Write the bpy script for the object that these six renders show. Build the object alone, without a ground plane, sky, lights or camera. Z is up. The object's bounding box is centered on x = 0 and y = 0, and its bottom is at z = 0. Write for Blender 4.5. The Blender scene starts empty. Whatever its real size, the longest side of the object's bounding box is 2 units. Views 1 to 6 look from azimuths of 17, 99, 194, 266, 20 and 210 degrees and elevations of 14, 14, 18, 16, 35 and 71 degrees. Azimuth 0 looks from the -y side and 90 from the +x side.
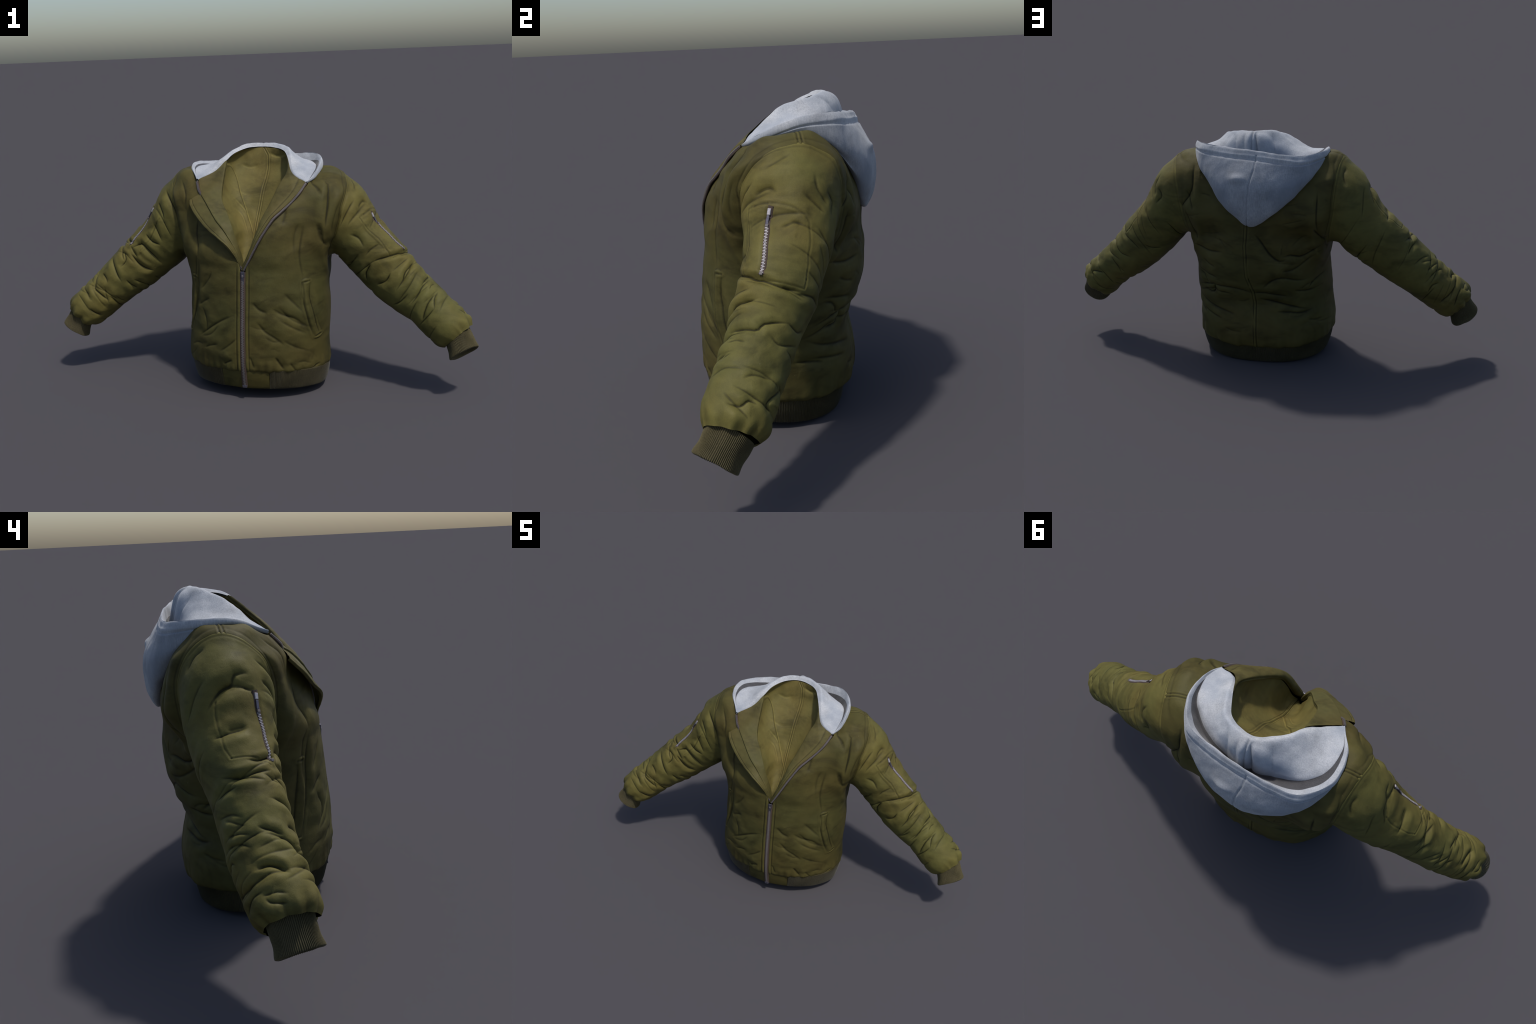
"""Olive padded bomber jacket with a grey jersey hood, standing on its hem, sleeves spread."""
import bpy
import math
import numpy as np

# ------------------------------------------------------------------ numeric helpers
PERM = np.random.RandomState(7).permutation(256)
PERM = np.concatenate([PERM, PERM, PERM])
GRAD = np.random.RandomState(11).normal(size=(256, 3))
GRAD /= np.linalg.norm(GRAD, axis=1)[:, None]


def noise3(P):
    """Gradient noise, vectorised: P is (n, 3)."""
    P = np.asarray(P, float)
    i = np.floor(P).astype(int)
    f = P - i
    w = f * f * f * (f * (f * 6 - 15) + 10)
    i &= 255
    out = 0.0
    for dx in (0, 1):
        for dy in (0, 1):
            for dz in (0, 1):
                h = PERM[PERM[PERM[i[:, 0] + dx] + i[:, 1] + dy] + i[:, 2] + dz]
                d = f - np.array([dx, dy, dz])
                n = (GRAD[h] * d).sum(1)
                out = out + n * (w[:, 0] if dx else 1 - w[:, 0]) * (w[:, 1] if dy else 1 - w[:, 1]) * (w[:, 2] if dz else 1 - w[:, 2])
    return out


def smooth(a, b, x):
    t = np.clip((x - a) / (b - a), 0, 1)
    return t * t * (3 - 2 * t)


def spline(K, n, closed=False, axis=0, t=None):
    """Centripetal-free Catmull-Rom through K along axis 0, sampled at n places (or at t in 0..1)."""
    K = np.asarray(K, float)
    m = len(K)
    if t is None:
        t = np.linspace(0, 1, n, endpoint=not closed)
    s = t * (m if closed else m - 1)
    i = np.floor(s).astype(int)
    if not closed:
        i = np.clip(i, 0, m - 2)
    f = (s - i).reshape((-1,) + (1,) * (K.ndim - 1))
    if closed:
        p = [K[(i + k) % m] for k in (-1, 0, 1, 2)]
    else:
        E = np.concatenate([(2 * K[0] - K[1])[None], K, (2 * K[-1] - K[-2])[None]])
        p = [E[i + k] for k in (0, 1, 2, 3)]
    return 0.5 * (2 * p[1] + (p[2] - p[0]) * f + (2 * p[0] - 5 * p[1] + 4 * p[2] - p[3]) * f**2 + (3 * p[1] - p[0] - 3 * p[2] + p[3]) * f**3)


def even(C, n):
    """Resample a polyline at n points evenly spaced along its length."""
    L = np.concatenate([[0], np.cumsum(np.linalg.norm(np.diff(C, axis=0), axis=1))])
    s = np.linspace(0, L[-1], n)
    return np.stack([np.interp(s, L, C[:, k]) for k in range(C.shape[1])], 1)


def grid_normals(G, closed=False):
    """Normals of a grid (rows, cols, 3), pointing along d_row x d_col reversed later by caller."""
    if closed:
        du = np.roll(G, -1, 1) - np.roll(G, 1, 1)
    else:
        du = np.gradient(G, axis=1)
    dv = np.gradient(G, axis=0)
    N = np.cross(du, dv)
    return N / (np.linalg.norm(N, axis=2, keepdims=True) + 1e-12)


def blur_rows(G, k=1, closed=False):
    for _ in range(k):
        A = G.copy()
        A[1:-1] = 0.25 * G[:-2] + 0.5 * G[1:-1] + 0.25 * G[2:]
        G = A
        A = G.copy()
        if closed:
            A = 0.25 * np.roll(G, 1, 1) + 0.5 * G + 0.25 * np.roll(G, -1, 1)
        else:
            A[:, 1:-1] = 0.25 * G[:, :-2] + 0.5 * G[:, 1:-1] + 0.25 * G[:, 2:]
        G = A
    return G


def seg_dist(Q, line):
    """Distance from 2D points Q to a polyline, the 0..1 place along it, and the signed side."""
    line = np.asarray(line, float)
    L = np.concatenate([[0], np.cumsum(np.linalg.norm(np.diff(line, axis=0), axis=1))])
    best = np.full(len(Q), 1e9)
    place = np.zeros(len(Q))
    for k in range(len(line) - 1):
        a, b = line[k], line[k + 1]
        ab = b - a
        w = np.clip(((Q - a) @ ab) / (ab @ ab), 0, 1)
        d = np.linalg.norm(Q - a - w[:, None] * ab, axis=1)
        hit = d < best
        best = np.where(hit, d, best)
        place = np.where(hit, (L[k] + w * (L[k + 1] - L[k])) / L[-1], place)
    return best, place


def fold(Q, line, width, depth, lip=0.28):
    """Height of a cloth crease: a valley along the line with a soft lip on both sides, fading at its ends."""
    lo, hi = np.min(line, 0) - 8 * width, np.max(line, 0) + 8 * width
    near = np.all((Q > lo) & (Q < hi), axis=1)
    H = np.zeros(len(Q))
    if near.any():
        line = np.asarray(line, float)
        run = np.concatenate([[line[0] + (line[0] - line[1]) * .25], line, [line[-1] + (line[-1] - line[-2]) * .25]])
        ctrl = spline(run, 16)
        d, p = seg_dist(Q[near], ctrl)
        fade = smooth(0, 0.32, p) * smooth(1, 0.68, p)
        # a sharp pinch inside a broad soft hollow, with a padded swell on both sides
        v = -.62 * np.exp(-np.abs(d / (.50 * width)) ** 1.5) - .38 * np.exp(-(d / (1.9 * width)) ** 2) + lip * np.exp(-((d - 3.2 * width) / (2.0 * width)) ** 2)
        H[near] = depth * v * fade
    return H


def stitch(Q, line, width, depth):
    """A sewn line: a narrow groove of even depth."""
    lo, hi = np.min(line, 0) - 4 * width, np.max(line, 0) + 4 * width
    near = np.all((Q > lo) & (Q < hi), axis=1)
    H = np.zeros(len(Q))
    if near.any():
        d, p = seg_dist(Q[near], line)
        H[near] = -depth * np.exp(-(d / width) ** 2) + .35 * depth * np.exp(-((d - 2.4 * width) / (1.2 * width)) ** 2)
    return H


# ------------------------------------------------------------------ scene helpers
def mesh_object(name, verts, faces, mat, parent=None, shade=True, kind=None):
    me = bpy.data.meshes.new(name)
    me.from_pydata([tuple(v) for v in verts], [], [tuple(f) for f in faces])
    me.update()
    if shade:
        me.polygons.foreach_set("use_smooth", [True] * len(me.polygons))
    for m in mat if isinstance(mat, (list, tuple)) else [mat]:
        me.materials.append(m)
    ob = bpy.data.objects.new(name, me)
    bpy.context.scene.collection.objects.link(ob)
    if parent is not None:
        ob.parent = parent
    if kind:
        ob["kind"] = kind
    return ob


def grid_faces(r, c, closed=False, flip=False, base=0):
    i = np.arange(r - 1)[:, None]
    j = np.arange(c if closed else c - 1)[None]
    a = i * c + j
    b = i * c + (j + 1) % c
    F = np.stack([a, b, b + c, a + c], -1).reshape(-1, 4) + base
    return F[:, ::-1] if flip else F


def grid_object(name, G, mat, parent, closed=False, flip=False, kind=None):
    r, c = G.shape[:2]
    return mesh_object(name, G.reshape(-1, 3), grid_faces(r, c, closed, flip), mat, parent, kind=kind)


def box(center, ax, ay, az):
    """Eight corners and six faces of a box with half-axis vectors."""
    c = np.asarray(center)
    V = [c + sx * ax + sy * ay + sz * az for sz in (-1, 1) for sy in (-1, 1) for sx in (-1, 1)]
    F = [(0, 2, 3, 1), (4, 5, 7, 6), (0, 1, 5, 4), (2, 6, 7, 3), (0, 4, 6, 2), (1, 3, 7, 5)]
    return V, F


def tube(C, radius, n=8):
    """A round cord along polyline C."""
    C = np.asarray(C)
    T = np.gradient(C, axis=0)
    T /= np.linalg.norm(T, axis=1)[:, None]
    up = np.array([0.3, 0.5, 0.8])
    A = np.cross(T, up)
    A /= np.linalg.norm(A, axis=1)[:, None]
    B = np.cross(T, A)
    t = np.linspace(0, 2 * np.pi, n, endpoint=False)
    r = np.full(len(C), radius)
    r[0] *= 0.2
    r[-1] *= 0.2
    return C[:, None] + r[:, None, None] * (np.cos(t)[None, :, None] * A[:, None] + np.sin(t)[None, :, None] * B[:, None])


# ------------------------------------------------------------------ materials
class Nodes:
    def __init__(self, name):
        self.mat = bpy.data.materials.new(name)
        self.mat.use_nodes = True
        self.t = self.mat.node_tree
        self.t.nodes.clear()
        self.out = self.add("ShaderNodeOutputMaterial")
        self.p = self.add("ShaderNodeBsdfPrincipled")
        self.link(self.p.outputs[0], self.out.inputs[0])
        self.co = self.add("ShaderNodeTexCoord").outputs["Object"]

    def add(self, kind, **kw):
        n = self.t.nodes.new(kind)
        for k, v in kw.items():
            setattr(n, k, v)
        return n

    def link(self, a, b):
        self.t.links.new(a, b)

    def put(self, socket, v):
        if hasattr(v, "is_output") or isinstance(v, bpy.types.NodeSocket):
            self.link(v, socket)
        else:
            socket.default_value = v

    def mapping(self, scale=(1, 1, 1), rot=(0, 0, 0), loc=(0, 0, 0)):
        m = self.add("ShaderNodeMapping")
        self.link(self.co, m.inputs[0])
        m.inputs["Location"].default_value = loc
        m.inputs["Rotation"].default_value = rot
        m.inputs["Scale"].default_value = scale
        return m.outputs[0]

    def noise(self, scale, detail=4, rough=0.55, vec=None, distortion=0.0):
        n = self.add("ShaderNodeTexNoise")
        self.link(vec or self.co, n.inputs["Vector"])
        n.inputs["Scale"].default_value = scale
        n.inputs["Detail"].default_value = detail
        n.inputs["Roughness"].default_value = rough
        n.inputs["Distortion"].default_value = distortion
        return n.outputs["Fac"]

    def ramp(self, fac, stops):
        r = self.add("ShaderNodeValToRGB")
        e = r.color_ramp.elements
        while len(e) < len(stops):
            e.new(0.5)
        for k, (pos, col) in enumerate(stops):
            e[k].position = pos
            e[k].color = (col, col, col, 1) if isinstance(col, (int, float)) else (*col, 1)
        self.link(fac, r.inputs[0])
        return r.outputs[0]

    def math(self, op, a, b=0.0, c=0.0):
        n = self.add("ShaderNodeMath", operation=op)
        for s, v in zip(n.inputs, (a, b, c)):
            self.put(s, v)
        return n.outputs[0]

    def mix(self, fac, a, b, blend="MIX"):
        n = self.add("ShaderNodeMix", data_type="RGBA", blend_type=blend)
        self.put(n.inputs[0], fac)
        for s, v in ((n.inputs[6], a), (n.inputs[7], b)):
            self.put(s, (*v, 1) if isinstance(v, tuple) and len(v) == 3 else v)
        return n.outputs[2]

    def xyz(self):
        s = self.add("ShaderNodeSeparateXYZ")
        self.link(self.co, s.inputs[0])
        return s.outputs

    def bump(self, height, strength, dist=0.001):
        b = self.add("ShaderNodeBump")
        b.inputs["Strength"].default_value = strength
        b.inputs["Distance"].default_value = dist
        self.link(height, b.inputs["Height"])
        self.link(b.outputs[0], self.p.inputs["Normal"])

    def pointiness(self):
        return self.add("ShaderNodeNewGeometry").outputs["Pointiness"]

    def finish(self, color, rough, sheen=0.0, spec=0.3, metallic=0.0):
        self.put(self.p.inputs["Base Color"], color if not isinstance(color, tuple) else (*color, 1))
        self.put(self.p.inputs["Roughness"], rough)
        self.p.inputs["Specular IOR Level"].default_value = spec
        self.p.inputs["Sheen Weight"].default_value = sheen
        self.p.inputs["Metallic"].default_value = metallic
        return self.mat


OLIVE = (0.118, 0.102, 0.028)


def nylon(name, base=OLIVE, dark=0.24, satin=0.0):
    n = Nodes(name)
    green = (base[0] * 0.90, base[1] * 0.95, base[2] * 1.05)
    brown = (base[0] * 1.06, base[1] * 0.97, base[2] * 1.0)
    pale = (base[0] * 1.22, base[1] * 1.22, base[2] * 1.3)
    c = n.mix(n.ramp(n.noise(3.2, 3, 0.5), [(0.38, 0.0), (0.62, 1.0)]), green, brown)
    c = n.mix(n.ramp(n.noise(7.0, 4, 0.6, n.mapping(loc=(3, 1, 7))), [(0.45, 0.0), (0.75, 0.6)]), c, pale)
    # soft fold shade painted in as a light-dark cloud, stretched round the body
    c = n.mix(1.0, c, n.ramp(n.noise(8, 5, 0.6, n.mapping((.8, .8, 1.7), (.25, .2, 0)), .6), [(0.30, 0.55), (0.48, 0.96), (0.70, 1.16)]), "MULTIPLY")
    # crease shadow darkened into the colour, ridges lightened as if catching light
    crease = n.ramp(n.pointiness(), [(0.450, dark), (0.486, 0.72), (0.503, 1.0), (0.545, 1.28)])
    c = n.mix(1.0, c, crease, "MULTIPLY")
    # fine weave and faint lint
    weave = n.noise(420, 2, 0.6)
    c = n.mix(0.25, c, n.ramp(weave, [(0.3, 0.6), (0.7, 1.35)]), "MULTIPLY")
    lint = n.ramp(n.noise(95, 2, 0.5, n.mapping(loc=(9, 2, 4))), [(0.76, 0.0), (0.80, 0.22)])
    c = n.mix(lint, c, (0.25, 0.23, 0.14))
    n.bump(n.math("ADD", n.math("MULTIPLY", weave, 0.3), n.noise(60, 4, 0.6)), 0.35, 0.0025)
    rough = n.ramp(n.noise(14, 3), [(0.3, 0.58), (0.7, 0.74)])
    return n.finish(c, rough, satin, 0.17)


def rib_knit(name):
    n = Nodes(name)
    c = n.mix(n.ramp(n.noise(9, 4), [(0.35, 0.0), (0.65, 1.0)]), (0.050, 0.043, 0.020), (0.080, 0.067, 0.033))
    c = n.mix(1.0, c, n.ramp(n.pointiness(), [(0.42, 0.5), (0.5, 0.92), (0.57, 1.25)]), "MULTIPLY")
    c = n.mix(0.4, c, n.ramp(n.noise(260, 2), [(0.3, 0.5), (0.7, 1.5)]), "MULTIPLY")
    n.bump(n.noise(500, 2), 0.3, 0.001)
    return n.finish(c, 0.9, 0.1, 0.15)


def jersey(name, base=(0.40, 0.412, 0.437), shaded=()):
    n = Nodes(name)
    streak = n.noise(26, 6, 0.75, n.mapping((9, 9, 1.6), (0.0, 0.0, 0.0)))
    streak2 = n.noise(30, 5, 0.75, n.mapping((2, 9, 12), (0.0, 0.0, 0.5)))
    mottle = n.noise(11, 4, 0.6)
    c = n.mix(n.ramp(streak, [(0.3, 0.0), (0.7, 1.0)]), (base[0] * 0.72, base[1] * 0.74, base[2] * 0.77), (base[0] * 1.18, base[1] * 1.17, base[2] * 1.15))
    c = n.mix(0.5, c, n.ramp(streak2, [(0.3, 0.8), (0.7, 1.18)]), "MULTIPLY")
    c = n.mix(1.0, c, n.ramp(mottle, [(0.28, 0.74), (0.5, 0.97), (0.72, 1.10)]), "MULTIPLY")
    c = n.mix(n.ramp(n.noise(6.5, 3, .5, n.mapping((1, 1, .7), (0, .3, 0), (5, 2, 1))), [(.50, 0.0), (.68, .75)]), c, (base[0] * .62, base[1] * .67, base[2] * .74))  # bluish shading blotches painted into the cloth colour
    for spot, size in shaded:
        # shadow of the hood hollow tinted onto the knit at fixed spots
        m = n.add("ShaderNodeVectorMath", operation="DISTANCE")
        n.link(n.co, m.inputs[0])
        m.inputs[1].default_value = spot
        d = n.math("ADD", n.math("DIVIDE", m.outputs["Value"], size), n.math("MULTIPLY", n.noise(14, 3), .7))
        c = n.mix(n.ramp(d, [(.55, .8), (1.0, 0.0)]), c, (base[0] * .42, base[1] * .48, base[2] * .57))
    c = n.mix(1.0, c, n.ramp(n.pointiness(), [(0.40, 0.5), (0.485, 0.92), (0.52, 1.0), (0.6, 1.1)]), "MULTIPLY")  # occlusion in hollows baked into the base colour
    n.bump(n.noise(240, 3, 0.7), 0.4, 0.0015)
    return n.finish(c, 0.95, 0.25, 0.1)


def plain(name, color, rough, metallic=0.0, spec=0.4, spread=0.25):
    n = Nodes(name)
    c = n.mix(0.6, color, n.ramp(n.noise(180, 3), [(0.3, 1 - spread), (0.7, 1 + spread)]), "MULTIPLY")
    return n.finish(c, rough, 0.0, spec, metallic)


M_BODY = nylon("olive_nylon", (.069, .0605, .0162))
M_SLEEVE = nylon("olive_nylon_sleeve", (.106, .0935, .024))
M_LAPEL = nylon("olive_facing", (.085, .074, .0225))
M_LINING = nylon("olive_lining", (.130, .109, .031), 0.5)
M_RIB = rib_knit("rib_knit")
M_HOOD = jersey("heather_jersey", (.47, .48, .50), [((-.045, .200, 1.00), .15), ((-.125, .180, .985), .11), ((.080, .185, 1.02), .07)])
M_HOOD_OUT = jersey("heather_jersey_outside", (.32, .334, .36))  # grey darkened because the hood's back lies in shadow
M_HOOD_RIM = jersey("heather_jersey_rim", (.43, .443, .468))
M_HOOD_IN = jersey("heather_jersey_inside", (0.075, 0.073, 0.076))  # near-black tint paints the deep shadow inside the hood gap
M_TAPE = plain("zipper_tape", (0.060, 0.040, 0.030), 0.85)
M_TEETH = plain("zipper_metal", (0.15, 0.134, 0.134), 0.6, 0.15)
M_BRIGHT = plain("bright_metal", (0.34, 0.32, 0.34), 0.5, 0.3)
M_SLIDER = plain("zipper_slider_metal", (0.10, 0.095, 0.12), 0.4, 0.6)
M_THREAD = plain("seam_thread", (0.030, 0.027, 0.010), 0.9)

JACKET = bpy.data.objects.new("hooded_jacket", None)
bpy.context.scene.collection.objects.link(JACKET)
JACKET["label"] = "olive green padded bomber jacket with grey jersey hood, half zipped"
JACKET["category"] = "jacket"

# ------------------------------------------------------------------ guide curves
# zipper edge of the wearer's left front (x > 0), from the slider up to the collar corner
ZIP_R = np.array([(.018, -.272, .588), (.047, -.275, .640), (.072, -.272, .687), (.097, -.262, .733), (.139, -.228, .800),
                  (.171, -.198, .832), (.207, -.165, .866), (.239, -.134, .905), (.260, -.092, .942)])
ZIP_L = np.array([(.016, -.272, .588), (-.012, -.268, .640), (-.042, -.262, .693), (-.070, -.250, .739), (-.115, -.220, .805),
                  (-.150, -.188, .838), (-.182, -.160, .870), (-.213, -.130, .908), (-.236, -.092, .947)])
FOLD_R = np.array([(.018, -.262, .592), (.038, -.248, .640), (.058, -.246, .702), (.078, -.238, .760), (.093, -.217, .807),
                   (.119, -.174, .866), (.148, -.115, .938), (.169, -.062, .985), (.155, .000, 1.038)])
FOLD_L = np.array([(.017, -.254, .580), (.002, -.240, .645), (-.017, -.237, .705), (-.042, -.226, .775), (-.080, -.178, .829),
                   (-.107, -.147, .871), (-.120, -.105, .915), (-.128, -.055, .965), (-.134, .005, 1.026)])
FLAP_L = np.array([(.008, -.262, .580), (-.012, -.278, .640), (-.045, -.290, .694), (-.088, -.279, .726), (-.151, -.246, .761),
                   (-.209, -.211, .808), (-.248, -.176, .845), (-.261, -.153, .868)])
SEAM_L = np.array([(.012, -.258, .580), (-.006, -.264, .645), (-.030, -.262, .694), (-.078, -.246, .762), (-.115, -.226, .798),
                   (-.149, -.200, .836), (-.186, -.163, .874), (-.216, -.130, .899), (-.228, -.108, .928), (-.237, -.090, .954)])
NECK = np.array([(.260, -.091, .946), (.196, -.066, .976), (.153, .010, 1.046), (.112, .093, 1.064), (.055, .125, 1.075), (-.005, .131, 1.077),
                 (-.060, .100, 1.074), (-.105, .055, 1.058), (-.134, .004, 1.027), (-.172, -.040, .985), (-.237, -.090, .954)])


def at_height(C, z):
    D = spline(C, 200)
    o = np.argsort(D[:, 2])
    return np.array([np.interp(z, D[o, 2], D[o, k]) for k in range(3)])


# ------------------------------------------------------------------ torso
STATIONS = np.radians([-90, -74, -52, -27, 0, 27, 52, 74, 90])


def oval(z, cx, a, cy, front, back, tilt, side):
    """Nine points of one horizontal section, front edge to centre back, on one side."""
    P = []
    for t in STATIONS:
        s, c = math.sin(t), math.cos(t)
        e = 1.95 if s < 0 else 2.4
        x = a * abs(c) ** (2 / e)
        y = cy + (front if s < 0 else back) * math.copysign(abs(s) ** (2 / e), s)
        P.append((cx + side * x, y, z + tilt * (0.18 - y)))
    return P


#        z     cx    a     cy     front back  tilt
OVALS = [(.084, .014, .318, -.062, .232, .266, .100),
         (.098, .012, .329, -.060, .248, .284, .090),
         (.130, .010, .330, -.060, .254, .294, .075),
         (.180, .010, .328, -.062, .253, .297, .055),
         (.240, .014, .325, -.062, .252, .288, .030),
         (.300, .018, .324, -.056, .256, .268, .012),
         (.340, .020, .324, -.055, .254, .276, .005),
         (.400, .022, .321, -.060, .242, .308, 0),
         (.460, .022, .315, -.062, .234, .330, 0),
         (.520, .021, .314, -.062, .228, .338, 0),
         (.588, .016, .316, -.061, .221, .334, 0),
         (.650, .010, .321, -.060, .219, .328, 0)]
# upper sections, half a section each (front edge is taken from the zipper curve), for the x > 0 side
CHEST = [  # z .74
    (.10, -.262, .740), (.170, -.236, .745), (.250, -.186, .745), (.330, -.112, .745), (.345, .03, .74), (.336, .165, .735), (.285, .240, .735), (.140, .266, .735), (.0, .266, .735)]
BREAST = [  # z .82
    (.160, -.21, .825), (.205, -.194, .822), (.275, -.155, .820), (.345, -.102, .820), (.360, .05, .83), (.345, .190, .825), (.290, .232, .82), (.140, .248, .82), (.0, .248, .82)]
UPPER = [  # z .89
    (.228, -.152, .890), (.262, -.136, .890), (.312, -.106, .892), (.365, -.068, .895), (.375, .07, .91), (.350, .192, .895), (.280, .214, .89), (.140, .218, .89), (.0, .218, .89)]
YOKE = [  # z .94
    (.256, -.098, .938), (.285, -.078, .942), (.328, -.044, .945), (.366, .005, .935), (.366, .085, .945), (.343, .150, .944), (.265, .176, .940), (.130, .186, .935), (.0, .188, .935)]
SHOULDER = [
    (.250, -.080, .945), (.270, -.050, .955), (.298, -.012, .972), (.315, .030, .969), (.312, .085, .975), (.285, .120, .978), (.220, .145, .960), (.110, .165, .95), (.0, .168, .95)]
COLLAR = [
    (.205, -.068, .945), (.195, -.050, .950), (.190, -.020, .955), (.190, .015, .955), (.180, .055, .955), (.155, .085, .945), (.115, .112, .935), (.060, .132, .93), (.0, .138, .93)]


def side_rings(side):
    rows = []
    for (z, cx, a, cy, f, b, tilt) in OVALS:
        R = np.array(oval(z, cx, a, cy, f, b, tilt, side))
        edge = 0.014 if side > 0 else 0.012
        if z < .59:
            R[0, 0] = 0.009 + 0.009 * (z / .588) + side * 0.012
        else:
            R[0] = at_height(ZIP_R if side > 0 else ZIP_L, R[0, 2])
            R[1] += 0.5 * (R[0] - np.array([cx, cy - f, R[0, 2]]))
        rows.append(R)
    for U in (CHEST, BREAST, UPPER, YOKE, SHOULDER, COLLAR):
        R = np.array(U)
        w = np.linspace(0, 1, 9)
        if side < 0:
            R[:, 0] = -R[:, 0] + (.022 if U in (CHEST, BREAST, COLLAR) else .010) * (1 - w ** 4)
            R[:4, 1] += np.array([.018, .024, .020, .008]) * (U in (CHEST, BREAST)) + np.array([.004, .004, .0, .0]) * (U is UPPER)
        if U in (CHEST, BREAST, UPPER, YOKE):
            R[0] = at_height(ZIP_R if side > 0 else ZIP_L, R[0, 2])
        rows.append(R)
    return np.array(rows)


N_T, N_U = 330, 300
ARM_R = np.array([(.400, -.072, .788), (.409, -.076, .830), (.416, -.052, .877), (.418, -.019, .917), (.406, .038, .948), (.386, .100, .960), (.370, .150, .947),
                  (.356, .203, .905), (.341, .222, .824), (.332, .212, .731), (.327, .185, .660), (.324, .110, .600), (.324, .030, .592), (.345, -.040, .640), (.380, -.068, .715)])
ARM_L = np.array([(-.347, -.090, .780), (-.356, -.084, .828), (-.370, -.068, .873), (-.381, -.045, .908), (-.386, .000, .950), (-.378, .054, .971), (-.370, .107, .960),
                  (-.362, .163, .910), (-.354, .197, .832), (-.345, .194, .746), (-.328, .168, .660), (-.308, .095, .588), (-.308, .020, .574), (-.318, -.050, .630), (-.338, -.085, .715)])
ARM_C = {1: (.065, .775), -1: (.055, .772)}


def arm_polar(side):
    """The armhole seam as radius-1 curve in (y, z), keyed by angle: 0 front, 90 top, 180 back, 270 bottom."""
    A = ARM_R if side > 0 else ARM_L
    A = spline(A, 200, closed=True)
    yc, zc = ARM_C[side]
    ang = np.arctan2((A[:, 2] - zc) / .185, -(A[:, 1] - yc) / .145) % (2 * np.pi)
    o = np.argsort(ang)
    return ang[o], A[o]


def arm_at(side, ang):
    t, A = arm_polar(side)
    return np.stack([np.interp(ang % (2 * np.pi), t, A[:, k], period=2 * np.pi) for k in range(3)], -1)


def torso_half(side):
    R = side_rings(side)
    rows = spline(R, N_T)                                  # up the body
    rows = np.array([even(spline(r, 300), N_U) for r in rows])   # around the body
    G = even_rows(rows)
    # meet the armhole seam
    t, A = arm_polar(side)
    S = A[::4]
    V = G.reshape(-1, 3)
    for reach in (.05, .03, .02):
        near = np.array([V[np.argmin(((V - s) ** 2).sum(1))] for s in S])
        D = S - near
        close = np.abs(V[:, 0]) > .15
        w = np.exp(-((V[close][:, None, :] - near[None]) ** 2).sum(2) / (2 * reach ** 2))
        V[close] += (w[:, :, None] * D[None]).sum(1) / np.maximum(w.sum(1), 1.0)[:, None]
    # sink what the sleeve covers
    yc, zc = ARM_C[side]
    ang = np.arctan2((V[:, 2] - zc) / .185, -(V[:, 1] - yc) / .145)
    rad = np.hypot((V[:, 2] - zc) / .185, (V[:, 1] - yc) / .145)
    edge = arm_at(side, ang)
    er = np.hypot((edge[:, 2] - zc) / .185, (edge[:, 1] - yc) / .145)
    inside = np.clip((er - rad - .05) * .25, 0, 1) * (side * V[:, 0] > .2)
    V[:, 0] -= side * np.minimum(inside * 1.0, .035)
    G = blur_rows(V.reshape(G.shape), 2)
    return G


def even_rows(G):
    """Even out row spacing along each column (by the mean column length)."""
    d = np.linalg.norm(np.diff(G, axis=0), axis=2).mean(1)
    L = np.concatenate([[0], np.cumsum(d)])
    s = np.linspace(0, L[-1], len(G))
    idx = np.interp(s, L, np.arange(len(G)))
    i = np.clip(np.floor(idx).astype(int), 0, len(G) - 2)
    f = (idx - i)[:, None, None]
    return G[i] * (1 - f) + G[i + 1] * f


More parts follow.
